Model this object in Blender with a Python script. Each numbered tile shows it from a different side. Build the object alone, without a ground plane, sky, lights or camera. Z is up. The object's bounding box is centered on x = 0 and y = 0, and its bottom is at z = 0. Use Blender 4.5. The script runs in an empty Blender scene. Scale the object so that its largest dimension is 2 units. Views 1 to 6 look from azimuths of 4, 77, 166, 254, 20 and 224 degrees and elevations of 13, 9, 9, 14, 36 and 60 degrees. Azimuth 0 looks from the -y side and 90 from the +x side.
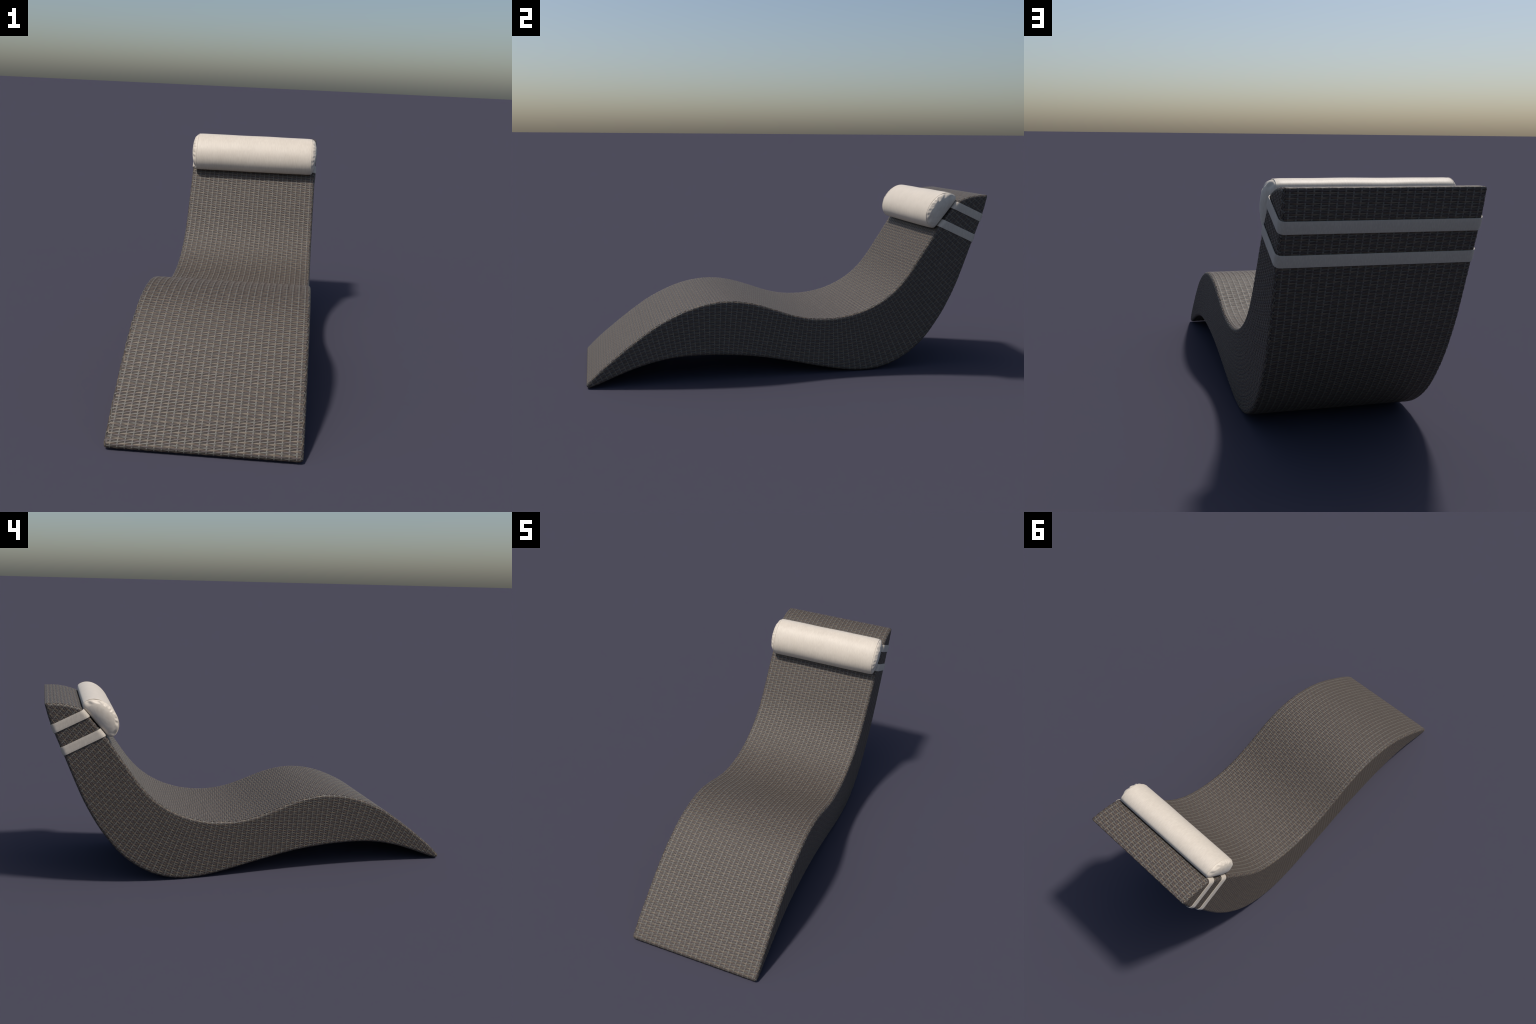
"""S-curved woven sun lounger with a strapped-on half-round headrest pillow.
One closed side profile (seat curve, head edge, back/underside curve, foot nose)
is swept across the width; every strand of the plain weave is real geometry."""
import bpy, math, random
import numpy as np
from mathutils import kdtree, Vector
from mathutils.geometry import tessellate_polygon

random.seed(7)
rng = np.random.default_rng(7)

# ------------------------------------------------------------------ sizes
HALF_W = 0.3178          # half width of the lounger
EDGE_R = 0.0130          # rounding of the long edges
ROW = 0.00540            # spacing of the weavers
STAKE = 0.0240           # spacing of the stakes
AMP = 0.00070             # how far strands go over and under
BULGE = 0.00060           # roundness of a strand
SINK = 0.0008            # weave mid plane below the outer skin

# ------------------------------------------------------------------ profile (y, z)
SEAT = [(-0.9965, .0215), (-.966, .0525), (-.918, .0970), (-.867, .1385), (-.817, .179),
        (-.737, .2385), (-.663, .289), (-.607, .318), (-.556, .3415), (-.497, .363),
        (-.438, .3775), (-.375, .3855), (-.312, .3865), (-.258, .380), (-.183, .3625),
        (-.095, .3325), (-.024, .307), (.056, .286), (.125, .278), (.19, .2775),
        (.25, .2835), (.34, .3045), (.42, .3385), (.489, .3825), (.551, .441),
        (.591, .493), (.629, .5515), (.671, .6155), (.733, .713), (.787, .7845), (.8385, .8495)]
CAP = [(.8385, .8495), (.862, .8575), (.9, .869), (.950, .8762), (1.0, .8770)]
BACK = [(1.0, .8770), (.979, .785), (.963, .741), (.9235, .632), (.889, .533), (.8635, .463),
        (.851, .430), (.8195, .361), (.7835, .291), (.7345, .2155), (.684, .1495),
        (.633, .1015), (.568, .0560), (.502, .0250), (.44, .0075), (.38, .0005), (.31, .003),
        (.233, .0135), (.144, .0315), (.04, .0555), (-.03, .0715), (-.10, .0865), (-.19, .1035),
        (-.285, .1155), (-.37, .1225), (-.45, .1255), (-.54, .1245), (-.632, .1155),
        (-.70, .1015), (-.78, .0780), (-.85, .0520), (-.917, .0255), (-.962, .0065), (-.983, .0005)]
NOSE = [(-.983, .0005), (-.993, .0025), (-.9985, .0085), (-.9995, .0150), (-.9965, .0215)]


def spline(pts, step=0.002):
    """Chord-length Catmull-Rom through the control points, evenly resampled."""
    P = np.array(pts, float)
    P = np.vstack([2 * P[0] - P[1], P, 2 * P[-1] - P[-2]])
    out = []
    for i in range(1, len(P) - 2):
        p0, p1, p2, p3 = P[i - 1:i + 3]
        a, b, c = (max(np.linalg.norm(q - p), 1e-6) for p, q in ((p0, p1), (p1, p2), (p2, p3)))
        m1 = ((p1 - p0) / a * b + (p2 - p1) / b * a) / (a + b) * b
        m2 = ((p2 - p1) / b * c + (p3 - p2) / c * b) / (b + c) * b
        t = np.linspace(0, 1, 24, endpoint=False)[:, None]
        out.append((2 * t**3 - 3 * t**2 + 1) * p1 + (t**3 - 2 * t**2 + t) * m1 +
                   (-2 * t**3 + 3 * t**2) * p2 + (t**3 - t**2) * m2)
    out = np.vstack(out + [P[-2:-1]])
    return resample(out, step)


def resample(C, step):
    s = np.concatenate([[0], np.cumsum(np.linalg.norm(np.diff(C, axis=0), axis=1))])
    n = max(4, int(round(s[-1] / step)))
    q = np.linspace(0, s[-1], n + 1)
    return np.stack([np.interp(q, s, C[:, k]) for k in range(C.shape[1])], 1)


def smooth(C, sigma_pts, closed=False):
    k = int(4 * sigma_pts)
    w = np.exp(-0.5 * (np.arange(-k, k + 1) / sigma_pts) ** 2); w /= w.sum()
    if closed:
        E = np.vstack([C[-k:], C, C[:k]])
    else:                                   # odd reflection keeps the ends
        E = np.vstack([2 * C[0] - C[k:0:-1], C, 2 * C[-1] - C[-2:-k - 2:-1]])
    return np.stack([np.convolve(E[:, j], w, 'valid') for j in range(2)], 1)


seat = smooth(spline(SEAT), 14)
cap = spline(CAP)
back = smooth(spline(BACK), 14)
nose = spline(NOSE)
loop = np.vstack([seat[:-1], cap[:-1], back[:-1], nose[:-1]])
loop = resample(np.vstack([loop, loop[:1]]), 0.001)[:-1]
loop = smooth(loop, 4, closed=True)         # small fillets on the cross edges
loop[:, 1] -= loop[:, 1].min() - 0.0004
NP = len(loop)
_ext = np.vstack([loop, loop[:1]])
LS = np.concatenate([[0], np.cumsum(np.linalg.norm(np.diff(_ext, axis=0), axis=1))])
PER = LS[-1]
tan = np.roll(loop, -1, 0) - np.roll(loop, 1, 0)
tan /= np.linalg.norm(tan, axis=1)[:, None]
NRM = np.stack([-tan[:, 1], tan[:, 0]], 1)  # outward: the loop runs clockwise seen from +x
if np.sum((loop - loop.mean(0)) * NRM) < 0:
    NRM = -NRM
_extn = np.vstack([NRM, NRM[:1]])


def on_loop(s):
    s = np.mod(s, PER)
    p = np.stack([np.interp(s, LS, _ext[:, k]) for k in (0, 1)], -1)
    n = np.stack([np.interp(s, LS, _extn[:, k]) for k in (0, 1)], -1)
    return p, n / np.linalg.norm(n, axis=-1, keepdims=True)


def arc_at(pt):
    return LS[np.argmin(np.sum((loop - np.array(pt)) ** 2, 1))]


# ------------------------------------------------------------------ materials
def new_mat(name):
    m = bpy.data.materials.new(name); m.use_nodes = True
    nt = m.node_tree
    return m, nt, nt.nodes['Principled BSDF']


def strand_mat(name, col, dark, rough=0.5, spec=0.32):
    m, nt, b = new_mat(name)
    tc = nt.nodes.new('ShaderNodeTexCoord')
    n1 = nt.nodes.new('ShaderNodeTexNoise'); n1.inputs['Scale'].default_value = 55; n1.inputs['Detail'].default_value = 3
    ramp = nt.nodes.new('ShaderNodeValToRGB')
    ramp.color_ramp.elements[0].position = 0.33; ramp.color_ramp.elements[0].color = (*dark, 1)
    ramp.color_ramp.elements[1].position = 0.66; ramp.color_ramp.elements[1].color = (*col, 1)
    nt.links.new(tc.outputs['Object'], n1.inputs['Vector'])
    nt.links.new(n1.outputs['Fac'], ramp.inputs['Fac'])
    nt.links.new(ramp.outputs['Color'], b.inputs['Base Color'])
    b.inputs['Roughness'].default_value = rough
    b.inputs['Specular IOR Level'].default_value = spec
    return m


def tinted(col, k):
    return tuple(c * k for c in col)


# two tones per weaver strand: one half of every visible float is paler, the other half browner
BEIGE = ((.144, .112, .081), (.104, .075, .054))
GREY = ((.119, .109, .092), (.089, .075, .061))
MAUVE = ((.090, .072, .066), (.074, .057, .050))
STRANDS = []
for nm, tones in (('beige', BEIGE), ('grey', GREY), ('mauve', MAUVE)):
    for tone, col in zip(('pale', 'brown'), tones):
        STRANDS.append(strand_mat(f'{nm}_strand_{tone}', tinted(col, 1.04), tinted(col, .88)))
STRANDS.append(strand_mat('stake_strand', (.154, .144, .125), (.131, .121, .104)))
STAKE_M = 6
M_CORE, _nt, _b = new_mat('dark_core')
_b.inputs['Base Color'].default_value = (.036, .031, .028, 1); _b.inputs['Roughness'].default_value = .9


def fabric_mat(name, light, dark, thread_axis='x', bump_k=.25):
    m, nt, b = new_mat(name)
    tc = nt.nodes.new('ShaderNodeTexCoord')
    mp = nt.nodes.new('ShaderNodeMapping')
    mp.inputs['Scale'].default_value = (420, 45, 45) if thread_axis == 'x' else (300, 240, 40)
    n1 = nt.nodes.new('ShaderNodeTexNoise'); n1.inputs['Scale'].default_value = 1; n1.inputs['Detail'].default_value = 3
    n2 = nt.nodes.new('ShaderNodeTexNoise'); n2.inputs['Scale'].default_value = 26; n2.inputs['Detail'].default_value = 4
    mixf = nt.nodes.new('ShaderNodeMath'); mixf.operation = 'MULTIPLY_ADD'
    mixf.inputs[1].default_value = 0.35 if thread_axis == 'x' else 0.12
    ramp = nt.nodes.new('ShaderNodeValToRGB')
    ramp.color_ramp.elements[0].position = 0.50; ramp.color_ramp.elements[0].color = (*dark, 1)
    ramp.color_ramp.elements[1].position = 0.86; ramp.color_ramp.elements[1].color = (*light, 1)
    bump = nt.nodes.new('ShaderNodeBump'); bump.inputs['Strength'].default_value = bump_k
    bump.inputs['Distance'].default_value = 0.0012
    L = nt.links.new
    L(tc.outputs['Object'], mp.inputs['Vector']); L(mp.outputs['Vector'], n1.inputs['Vector'])
    L(tc.outputs['Object'], n2.inputs['Vector'])
    L(n2.outputs['Fac'], mixf.inputs[0]); L(n1.outputs['Fac'], mixf.inputs[2])
    L(mixf.outputs[0], ramp.inputs['Fac']); L(ramp.outputs['Color'], b.inputs['Base Color'])
    L(n1.outputs['Fac'], bump.inputs['Height']); L(bump.outputs['Normal'], b.inputs['Normal'])
    b.inputs['Roughness'].default_value = 0.5
    b.inputs['Specular IOR Level'].default_value = 0.42
    b.inputs['Sheen Weight'].default_value = 0.15
    b.inputs['Sheen Roughness'].default_value = 0.5
    return m


M_FABRIC = fabric_mat('cream_fabric', (.685, .602, .495), (.615, .533, .432))
M_STRAP = fabric_mat('cream_strap', (.59, .52, .43), (.51, .445, .365), 'strap', .08)

# ------------------------------------------------------------------ scene helpers
coll = bpy.context.scene.collection


def add_mesh(name, V, F, mats, mat_idx=None, parent=None, smooth_shade=True, **props):
    me = bpy.data.meshes.new(name)
    V = np.ascontiguousarray(V, np.float32); F = np.asarray(F, np.int32)
    if F.ndim == 2:
        me.vertices.add(len(V)); me.vertices.foreach_set('co', V.ravel())
        k = F.shape[1]
        me.loops.add(F.size); me.loops.foreach_set('vertex_index', F.ravel())
        me.polygons.add(len(F))
        me.polygons.foreach_set('loop_start', np.arange(0, F.size, k, dtype=np.int32))
        me.polygons.foreach_set('loop_total', np.full(len(F), k, np.int32))
    for m in mats:
        me.materials.append(m)
    if mat_idx is not None:
        me.polygons.foreach_set('material_index', np.asarray(mat_idx, np.int32))
    me.polygons.foreach_set('use_smooth', np.full(len(me.polygons), smooth_shade, bool))
    me.update(); me.validate()
    ob = bpy.data.objects.new(name, me); coll.objects.link(ob)
    ob.parent = parent
    for k_, v_ in props.items():
        ob[k_] = v_
    return ob


class Strips:
    """Collects ribbons (n along, 3 across) into one mesh."""
    def __init__(self):
        self.V, self.F, self.M, self.n = [], [], [], 0

    def add(self, grid, mat, flip=False):
        n, k = grid.shape[:2]
        if n < 2:
            return
        idx = np.arange(n * k).reshape(n, k) + self.n
        q = np.stack([idx[:-1, :-1], idx[1:, :-1], idx[1:, 1:], idx[:-1, 1:]], -1).reshape(-1, 4)
        if flip:
            q = q[:, ::-1]
        self.V.append(grid.reshape(-1, 3)); self.F.append(q)
        self.M.append(np.repeat(np.broadcast_to(mat, n - 1), k - 1)); self.n += n * k

    def build(self, name, parent):
        return add_mesh(name, np.vstack(self.V), np.vstack(self.F), STRANDS,
                        np.concatenate(self.M), parent, kind='stuff')


lounger = bpy.data.objects.new('sun_lounger', None)
coll.objects.link(lounger)
lounger['label'] = 'wavy woven rattan sun lounger with cream headrest pillow'
lounger['category'] = 'sun lounger'

# ------------------------------------------------------------------ inner core
def build_core():
    step = loop[::3]; nrm = NRM[::3]; n = len(step)
    rings = []
    inset0 = 0.0025
    r = EDGE_R - inset0
    for phi in np.radians([90, 60, 30, 0]):
        e = inset0 + r - r * math.sin(phi)
        x = HALF_W - EDGE_R + r * math.cos(phi)
        p = step - nrm * e
        rings.append(np.column_stack([np.full(n, x), p]))
    rings = [np.column_stack([-q[:, 0], q[:, 1:]]) for q in rings[::-1]] + rings
    m = len(rings)
    V = np.vstack(rings)
    F = []
    for a in range(m - 1):
        i = np.arange(n); j = (i + 1) % n
        F.append(np.stack([a * n + i, a * n + j, (a + 1) * n + j, (a + 1) * n + i], 1))
    F = np.vstack(F).tolist()
    for base in (0, (m - 1) * n):            # the profile is concave: fill it with triangles
        tri = tessellate_polygon([[Vector(V[base + i]) for i in range(n)]])
        F += [[base + i for i in t] for t in tri]
    me = bpy.data.meshes.new('inner_core')
    me.from_pydata(V.tolist(), [], F); me.materials.append(M_CORE); me.update()
    ob = bpy.data.objects.new('inner_core', me); coll.objects.link(ob); ob.parent = lounger


build_core()

# ------------------------------------------------------------------ weave round the profile
N_ROWS = int(round(PER / ROW / 6)) * 6
ROW_S = PER / N_ROWS
X_LIM = HALF_W - EDGE_R + 0.0030
N_STAKE = int(round(2 * X_LIM / STAKE))
PITCH_X = 2 * X_LIM / N_STAKE


FLOAT_W = (1.12, .98, 1.0)                  # beige strands are the widest


def weaver_half_width(c, i):
    """c = +1 where the strand lies on top of a stake, -1 where it dives under."""
    u = 0.5 + 0.5 * c
    return 0.5 * ROW * (0.40 + 0.70 * u ** 0.75) * FLOAT_W[int(i) % 3]


def strand_tone(i, phase):
    """Material per face along a weaver: pale on the first half of a float, brown on the second."""
    mid = 0.5 * (phase[1:] + phase[:-1]) + int(i)
    second = np.mod(mid + 1.0, 2.0) > 1.15
    return (int(i) % 3) * 2 + second.astype(int)


def wrap_weave(name, row_a, row_b):
    st = Strips()
    sub = 5
    xs = np.linspace(-X_LIM, X_LIM, N_STAKE * sub + 1)
    for i in range(row_a, row_b):
        c = np.cos(np.pi * (xs + X_LIM - 0.5 * PITCH_X) / PITCH_X + np.pi * i)
        hw = weaver_half_width(c, i)
        jit = 0.00025 * rng.standard_normal()
        g = np.zeros((len(xs), 3, 3))
        for a, (f, lift) in enumerate(((-1, -BULGE), (0, BULGE * .55), (1, -BULGE))):
            p, n = on_loop((i + .5) * ROW_S + jit + f * hw)
            h = -SINK + AMP * c + lift
            g[:, a, 0] = xs
            g[:, a, 1:] = p + n * h[:, None]
        st.add(g, strand_tone(i, (xs + X_LIM - 0.5 * PITCH_X) / PITCH_X))
    ii = np.arange(row_a * 2, row_b * 2 + 1)
    s = (ii * .5) * ROW_S
    p, n = on_loop(s)
    for k in range(N_STAKE):
        x0 = -X_LIM + (k + .5) * PITCH_X
        c = -np.cos(np.pi * ((ii * .5 - .5) + k))
        g = np.zeros((len(s), 3, 3))
        w = (0.0022 + .0007 * c) * (1 + .05 * rng.standard_normal())
        for a, (f, lift) in enumerate(((-1, -BULGE), (0, BULGE * .6), (1, -BULGE))):
            g[:, a, 0] = x0 + f * w
            h = -SINK + (AMP + .0001) * c + lift
            g[:, a, 1:] = p + n * h[:, None]
        st.add(g, STAKE_M, flip=True)
    return st.build(name, lounger)


r_front = int(round(arc_at((.8385, .8495)) / ROW_S))
r_head = int(round(arc_at((1.0, .877)) / ROW_S))
wrap_weave('seat_weave', 0, r_front)
wrap_weave('head_edge_weave', r_front, r_head)
wrap_weave('back_weave', r_head, N_ROWS)

# ------------------------------------------------------------------ weave on the two sides
KD = kdtree.KDTree(NP)
for i_, q_ in enumerate(loop):
    KD.insert((q_[0], q_[1], 0), i_)
KD.balance()


def signed_depth(P):
    """Distance inside the profile (negative outside), the foot point and its outward normal."""
    idx = np.array([KD.find((p[0], p[1], 0))[1] for p in P])
    best = None
    for a, b in ((-1, 0), (0, 1)):
        A = loop[(idx + a) % NP]; B = loop[(idx + b) % NP]
        d = B - A
        t = np.clip(np.sum((P - A) * d, 1) / np.sum(d * d, 1), 0, 1)
        foot = A + d * t[:, None]
        nn = NRM[(idx + a) % NP] * (1 - t)[:, None] + NRM[(idx + b) % NP] * t[:, None]
        D = np.linalg.norm(P - foot, axis=1)
        if best is None:
            best = [foot, nn, D]
        else:
            m = D < best[2]
            for q, v in zip(best, (foot, nn, D)):
                q[m] = v[m]
    foot, nn, D = best
    nn /= np.linalg.norm(nn, axis=1)[:, None]
    return D * np.where(np.sum((P - foot) * nn, 1) > 0, -1, 1), foot, nn


# direction of the weavers on each side: (y, degrees)
LEAN_R = [(-1.1, 34), (-.95, 31), (-.82, 22), (-.65, 13), (-.48, 3), (-.36, -3), (-.25, -8), (-.13, -12),
          (-.05, -11), (.06, -6), (.13, -3), (.26, 6), (.40, 17), (.50, 27), (.60, 36), (.75, 46), (.9, 49), (1.2, 49)]
LEAN_L = [(-1.1, 42), (-.95, 40), (-.70, 31), (-.60, 24), (-.50, 16), (-.37, 7), (-.28, 4), (-.10, 3), (.02, 4),
          (.10, 7), (.25, 12), (.33, 16), (.40, 21), (.50, 31), (.62, 40), (.75, 46), (.85, 46), (.95, 42), (1.2, 40)]
OVER = EDGE_R * (math.pi / 2 - 1)


def side_weave(name, sign, lean):
    lean = np.array(lean, float)
    y = np.linspace(-1.12, 1.22, 2400)
    th = np.radians(np.interp(y, lean[:, 0], lean[:, 1]))
    k = 120; w = np.hanning(2 * k + 1); w /= w.sum()
    th = np.convolve(np.pad(th, k, 'edge'), w, 'valid')
    z = np.concatenate([[0], np.cumsum(.5 * (np.tan(th[1:]) + np.tan(th[:-1])) * np.diff(y))])
    z += .150 - np.interp(.13, y, z)
    s = np.concatenate([[0], np.cumsum(np.hypot(np.diff(y), np.diff(z)))])

    def plane(sq, d):
        yy = np.interp(sq, s, y); zz = np.interp(sq, s, z); t = np.interp(sq, s, th)
        return np.stack([yy - d * np.sin(t), zz + d * np.cos(t)], -1)

    def place(P, h):
        e, foot, nn = signed_depth(P)
        q = np.clip(EDGE_R - e, 0, EDGE_R * math.pi / 2)
        phi = q / EDGE_R
        flat = e >= EDGE_R
        ee = np.where(flat, e, EDGE_R - EDGE_R * np.sin(phi))
        x = np.where(flat, HALF_W, HALF_W - EDGE_R + EDGE_R * np.cos(phi))
        pos = np.where(flat[:, None], P, foot - nn * ee[:, None])
        sp = np.where(flat, 0, np.sin(phi)); cp = np.where(flat, 1, np.cos(phi))
        pos = pos + nn * (sp * h)[:, None]
        return np.column_stack([sign * (x + cp * h), pos]), e > -OVER + .0004

    st = Strips()
    sub = 5
    ns = int(s[-1] / STAKE)
    sq = np.linspace(0, ns * STAKE, ns * sub + 1)
    d0, d1 = -.42, .42

    def ribbon(centre_ok, g, mat, flip):
        run = []
        for j in range(len(centre_ok) + 1):
            if j < len(centre_ok) and centre_ok[j]:
                run.append(j)
            else:
                if len(run) > 1:
                    st.add(g[run[0]:run[-1] + 1], mat[run[0]:run[-1]], flip)
                run = []

    rows = np.arange(int(d0 / ROW), int(d1 / ROW))
    for i in rows:
        d = (i + .5) * ROW + .0002 * rng.standard_normal()
        Pc = plane(sq, d)
        lo, hi = np.searchsorted(Pc[:, 0], (-1.01, 1.01))
        lo = max(lo - 1, 0); hi = min(hi + 1, len(sq))
        rough = (Pc[:, 1] > -.02) & (Pc[:, 1] < .90) & (np.abs(Pc[:, 0]) < 1.01)
        if rough.sum() < 2:
            continue
        j = np.where(rough)[0]; lo, hi = j[0], j[-1] + 1
        q = sq[lo:hi]
        c = np.cos(np.pi * (q / STAKE - .5) + np.pi * i)
        hw = weaver_half_width(c, i)
        g = np.zeros((len(q), 3, 3)); ok = None
        for a, (f, lift) in enumerate(((-1, -BULGE), (0, BULGE * .55), (1, -BULGE))):
            pos, m = place(plane(q, d + f * hw), -SINK + AMP * c + lift)
            g[:, a] = pos
            ok = m if a == 0 else ok & m
        ribbon(ok, g, strand_tone(i, q / STAKE - .5), sign < 0)
    dd = np.arange(rows[0] * 2, rows[-1] * 2 + 1) * .5
    for k_ in range(ns):
        s0 = (k_ + .5) * STAKE
        d = dd * ROW
        Pc = plane(np.full(len(d), s0), d)
        rough = (Pc[:, 1] > -.02) & (Pc[:, 1] < .90) & (np.abs(Pc[:, 0]) < 1.01)
        if rough.sum() < 2:
            continue
        j = np.where(rough)[0]; lo, hi = j[0], j[-1] + 1
        d = d[lo:hi]
        c = -np.cos(np.pi * (dd[lo:hi] - .5 + k_))
        g = np.zeros((len(d), 3, 3)); ok = None
        for a, (f, lift) in enumerate(((-1, -BULGE), (0, BULGE * .6), (1, -BULGE))):
            pos, m = place(plane(s0 + f * (.0022 + .0007 * c), d), -SINK + (AMP + .0001) * c + lift)
            g[:, a] = pos
            ok = m if a == 0 else ok & m
        ribbon(ok, g, np.full(len(d) - 1, STAKE_M), sign > 0)
    return st.build(name, lounger)


side_weave('side_weave', 1, LEAN_R)
side_weave('side_weave', -1, LEAN_L)

# ------------------------------------------------------------------ headrest pillow
P_O = np.array((.7796, .7827))                      # middle of the flat side
P_T = np.array((.6215, .7834)); P_T /= np.linalg.norm(P_T)   # up along the backrest
P_N = np.array((-P_T[1], P_T[0]))                   # away from the backrest
P_HALF, P_H, P_LEN = .1035, .0960, .2925


def d_shape(n=120):
    """Half-round section with a flat base and rounded lower corners, (t, n) coordinates."""
    a = np.linspace(0, math.pi, 200)
    ce = 2 / 2.15
    arc = np.stack([P_HALF * np.sign(np.cos(a)) * np.abs(np.cos(a)) ** ce,
                    .016 + (P_H - .016) * np.sin(a) ** ce], 1)
    base = np.stack([np.linspace(-P_HALF + .014, P_HALF - .014, 60), np.full(60, 0.0)], 1)
    C = np.vstack([arc, base, arc[:1]])
    C = resample(C, .001)[:-1]
    C = smooth(C, 5, closed=True)
    C = np.vstack([C, C[:1]])
    s = np.concatenate([[0], np.cumsum(np.linalg.norm(np.diff(C, axis=0), axis=1))])
    q = np.linspace(0, s[-1], n, endpoint=False)
    return np.stack([np.interp(q, s, C[:, k]) for k in (0, 1)], 1)


def to_world(x, t, n):
    return np.stack([x, P_O[0] + t * P_T[0] + n * P_N[0], P_O[1] + t * P_T[1] + n * P_N[1]], -1)


def build_pillow():
    D = d_shape(); nD = len(D)
    cen = np.array((0, .045))
    nx = 81
    xs = np.linspace(-P_LEN, P_LEN, nx)
    g = np.zeros((nx, nD, 3))
    ang = np.arctan2(D[:, 1] - cen[1], D[:, 0] - cen[0])
    for i, x in enumerate(xs):
        u = abs(x) / P_LEN
        sc = 1 + .006 * (1 - u ** 4) - .018 * max(0, (u - .93) / .07) ** 2
        soft = .006 * np.sin(9 * x + 1.3) * np.cos(ang - 1.9) + .005 * np.sin(17 * x + 2 * ang) + .004 * np.sin(31 * x - ang)
        top = np.clip(D[:, 1] / .03, 0, 1)
        q = cen + (D - cen) * (sc + soft * top * .9)[:, None]
        q[:, 1] = np.where(D[:, 1] < .002, np.maximum(q[:, 1], D[:, 1]), q[:, 1])
        g[i] = to_world(np.full(nD, x), q[:, 0], q[:, 1])
    idx = np.arange(nx * nD).reshape(nx, nD)
    F = np.stack([idx[:-1], np.roll(idx, -1, 1)[:-1], np.roll(idx, -1, 1)[1:], idx[1:]], -1).reshape(-1, 4)
    pillow = add_mesh('headrest_pillow', g.reshape(-1, 3), F, [M_FABRIC], parent=lounger)

    rr = np.concatenate([np.linspace(1, .55, 28), np.linspace(.52, .06, 14)])

    def fullness(q):
        """Smooth stuffing height over the half-round end: 0 on the rim, 1 in the middle."""
        t, n = q[..., 0] / P_HALF, np.maximum(q[..., 1], 0) / P_H
        return n * np.maximum(1 - np.abs(t) ** 2.15 - n ** 2.15, 0)

    f_max = fullness(np.stack(np.meshgrid([0.], np.linspace(0, P_H, 200)), -1)).max()
    for sgn in (-1, 1):
        ringD = cen + (D - cen) * (1 - .018)
        ring = g[0 if sgn < 0 else -1]
        pleats = []
        a = -.15
        while a < math.pi + .2:
            pleats.append((a, rng.uniform(.06, .13), rng.uniform(.0028, .0062), rng.uniform(.16, .36)))
            a += rng.uniform(.26, .55)
        V = []
        for r in rr:
            q = cen + (ringD - cen) * r
            dome = .027 * np.clip((fullness(q) - fullness(ringD) * r ** 6) / f_max, 0, 1) ** .40
            fold = np.zeros(nD)
            for a, w, dep, ln in pleats:
                dlt = (ang - a + math.pi) % (2 * math.pi) - math.pi
                win = math.sin(math.pi * ((1 - r) / ln) ** .75) if r < 1 and (1 - r) < ln else 0
                fold -= dep * win * np.exp(-.5 * (dlt / w) ** 2)
                fold += .45 * dep * win * np.exp(-.5 * ((dlt - 2.1 * w) / w) ** 2)
            x = sgn * (P_LEN + dome + fold)
            V.append(to_world(x, q[:, 0], q[:, 1]))
        V.append(to_world(np.array([sgn * (P_LEN + .027 * (fullness(cen) / f_max) ** .40)]), cen[:1], cen[1:]))
        m = len(rr)
        Vv = np.vstack(V)
        idx = np.arange(m * nD).reshape(m, nD)
        F = np.stack([idx[:-1], np.roll(idx, -1, 1)[:-1], np.roll(idx, -1, 1)[1:], idx[1:]], -1).reshape(-1, 4).tolist()
        c_i = m * nD
        F += [[idx[-1, j], idx[-1, (j + 1) % nD], c_i] for j in range(nD)]
        if sgn < 0:
            F = [f[::-1] for f in F]
        me = bpy.data.meshes.new('end_panel'); me.from_pydata(Vv.tolist(), [], F)
        me.materials.append(M_FABRIC); me.polygons.foreach_set('use_smooth', np.ones(len(F), bool)); me.update()
        ob = bpy.data.objects.new('end_panel', me); coll.objects.link(ob); ob.parent = pillow
        # narrow seam cord where the panel meets the cover
        k = 8; rad = .0013
        path = np.column_stack([np.full(nD, sgn * (P_LEN + .0002)), ring[:, 1:]])
        outn = path[:, 1:] - (P_O + cen[1] * P_N); outn /= np.linalg.norm(outn, axis=1)[:, None]
        tube = np.zeros((nD, k, 3))
        for j in range(k):
            b = 2 * math.pi * j / k
            tube[:, j, 0] = path[:, 0] + rad * math.cos(b)
            tube[:, j, 1:] = path[:, 1:] + outn * (rad * math.sin(b))
        idx = np.arange(nD * k).reshape(nD, k)
        nxt = np.roll(idx, -1, 0)
        F = np.stack([idx, np.roll(idx, -1, 1), np.roll(nxt, -1, 1), nxt], -1).reshape(-1, 4)
        add_mesh('seam_cord', tube.reshape(-1, 3), F, [M_FABRIC], parent=pillow)
    return pillow


pillow = build_pillow()

# ------------------------------------------------------------------ straps round the backrest
S_U = np.array((.910, -.4146)); S_U /= np.linalg.norm(S_U)     # front to back
S_W = np.array((-S_U[1], S_U[0]))                              # across the strap
S_WIDTH, S_THICK = .0400, .0032


def hit(p, d):
    """Farthest crossing of the ray p + t d (t > 0) with the profile."""
    A = loop; B = np.roll(loop, -1, 0); e = B - A
    den = d[0] * e[:, 1] - d[1] * e[:, 0]
    den = np.where(np.abs(den) < 1e-9, 1e-9, den)
    t = ((A[:, 0] - p[0]) * e[:, 1] - (A[:, 1] - p[1]) * e[:, 0]) / den
    u = ((A[:, 0] - p[0]) * d[1] - (A[:, 1] - p[1]) * d[0]) / den
    ok = (u >= 0) & (u <= 1) & (t > 0)
    return t[ok].min()


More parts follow.
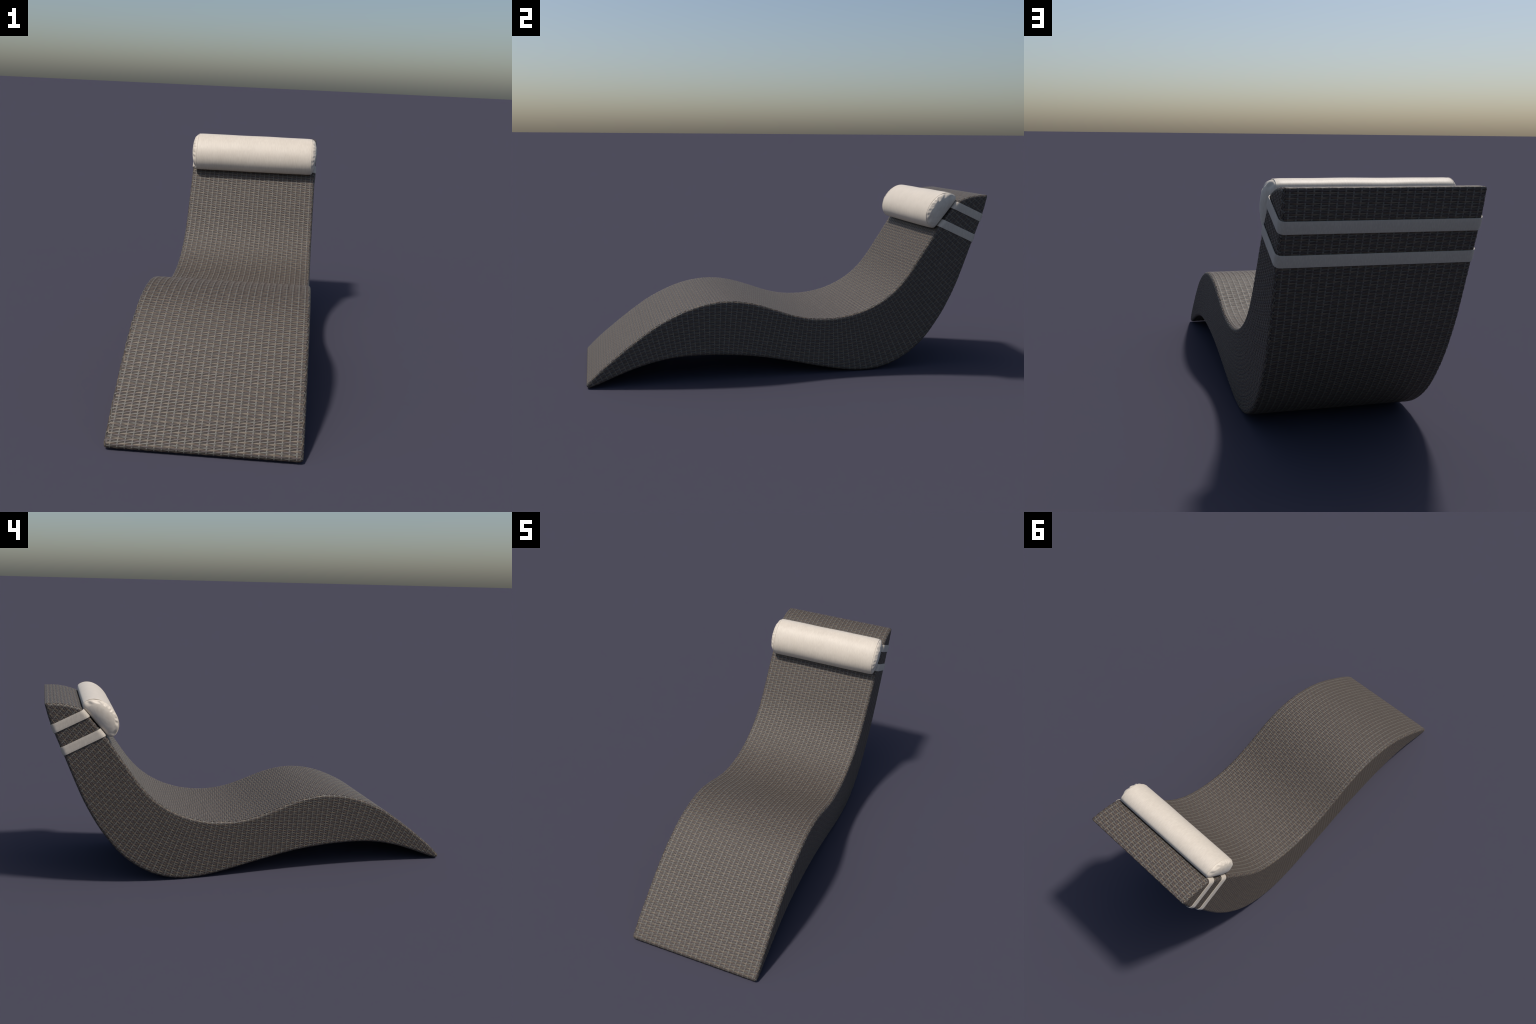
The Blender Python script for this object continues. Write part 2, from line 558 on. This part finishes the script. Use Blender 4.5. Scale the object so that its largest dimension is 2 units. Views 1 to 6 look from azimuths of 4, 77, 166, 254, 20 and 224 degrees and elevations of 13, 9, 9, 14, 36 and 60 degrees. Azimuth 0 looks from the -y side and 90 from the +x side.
def band(name, mid, lift, a0, a1, shift=0., closed=False):
    """Flat strap following the body outline in its own slanted plane.
    The loop is a rounded rectangle; a0..a1 is the part of it to build (0..1)."""
    mid = np.array(mid)
    ws = np.linspace(-.5, .5, 7) * S_WIDTH + shift

    def outline(w, off, n=260):
        p = mid + S_W * w
        ub = hit(p, S_U) + off; uf = -(hit(p, -S_U) + off)
        hx = HALF_W + off; R = EDGE_R + off + .003
        pts = []
        for cx, cu, a in ((hx - R, ub - R, 0), (-hx + R, ub - R, 1), (-hx + R, uf + R, 2), (hx - R, uf + R, 3)):
            for b in np.linspace(0, math.pi / 2, 12):
                ang = a * math.pi / 2 + b
                pts.append((cx + R * math.cos(ang), cu + R * math.sin(ang)))
        C = np.array(pts + pts[:1])
        # start in the middle of the front, under the pillow
        L = np.concatenate([[0], np.cumsum(np.linalg.norm(np.diff(C, axis=0), axis=1))])
        q = (np.linspace(a0, a1, n) + (L[36] + .5 * (L[35 + 1] - L[35])) / L[-1]) % 1 * L[-1]
        xu = np.stack([np.interp(q, L, C[:, k]) for k in (0, 1)], 1)
        yz = p + xu[:, 1:] * S_U
        return np.column_stack([xu[:, 0], yz])

    prof = []
    ed = .0008
    for w in ws:
        edge = abs(w - shift) > S_WIDTH * .49
        prof.append(outline(w, lift + S_THICK - (ed if edge else 0)))
    for w in ws[::-1]:
        prof.append(outline(w, lift))
    G = np.stack(prof, 1)
    n, k = G.shape[:2]
    idx = np.arange(n * k).reshape(n, k)
    r1 = np.roll(idx, -1, 1)
    F = np.stack([idx[:-1], r1[:-1], r1[1:], idx[1:]], -1).reshape(-1, 4).tolist()
    if closed:
        F += np.stack([idx[-1], r1[-1], r1[0], idx[0]], -1).tolist()
    else:
        F += [idx[0].tolist()[::-1], idx[-1].tolist()]
    me = bpy.data.meshes.new(name); me.from_pydata(G.reshape(-1, 3).tolist(), [], F)
    me.materials.append(M_STRAP); me.update()
    me.polygons.foreach_set('use_smooth', np.ones(len(F), bool))
    ob = bpy.data.objects.new(name, me); coll.objects.link(ob); ob.parent = lounger
    m = ob.modifiers.new('split', 'EDGE_SPLIT'); m.split_angle = math.radians(50)
    return ob


for mid in ((.891, .7955), (.8395, .6980)):
    band('strap', mid, .0012, 0.0, 1.0)
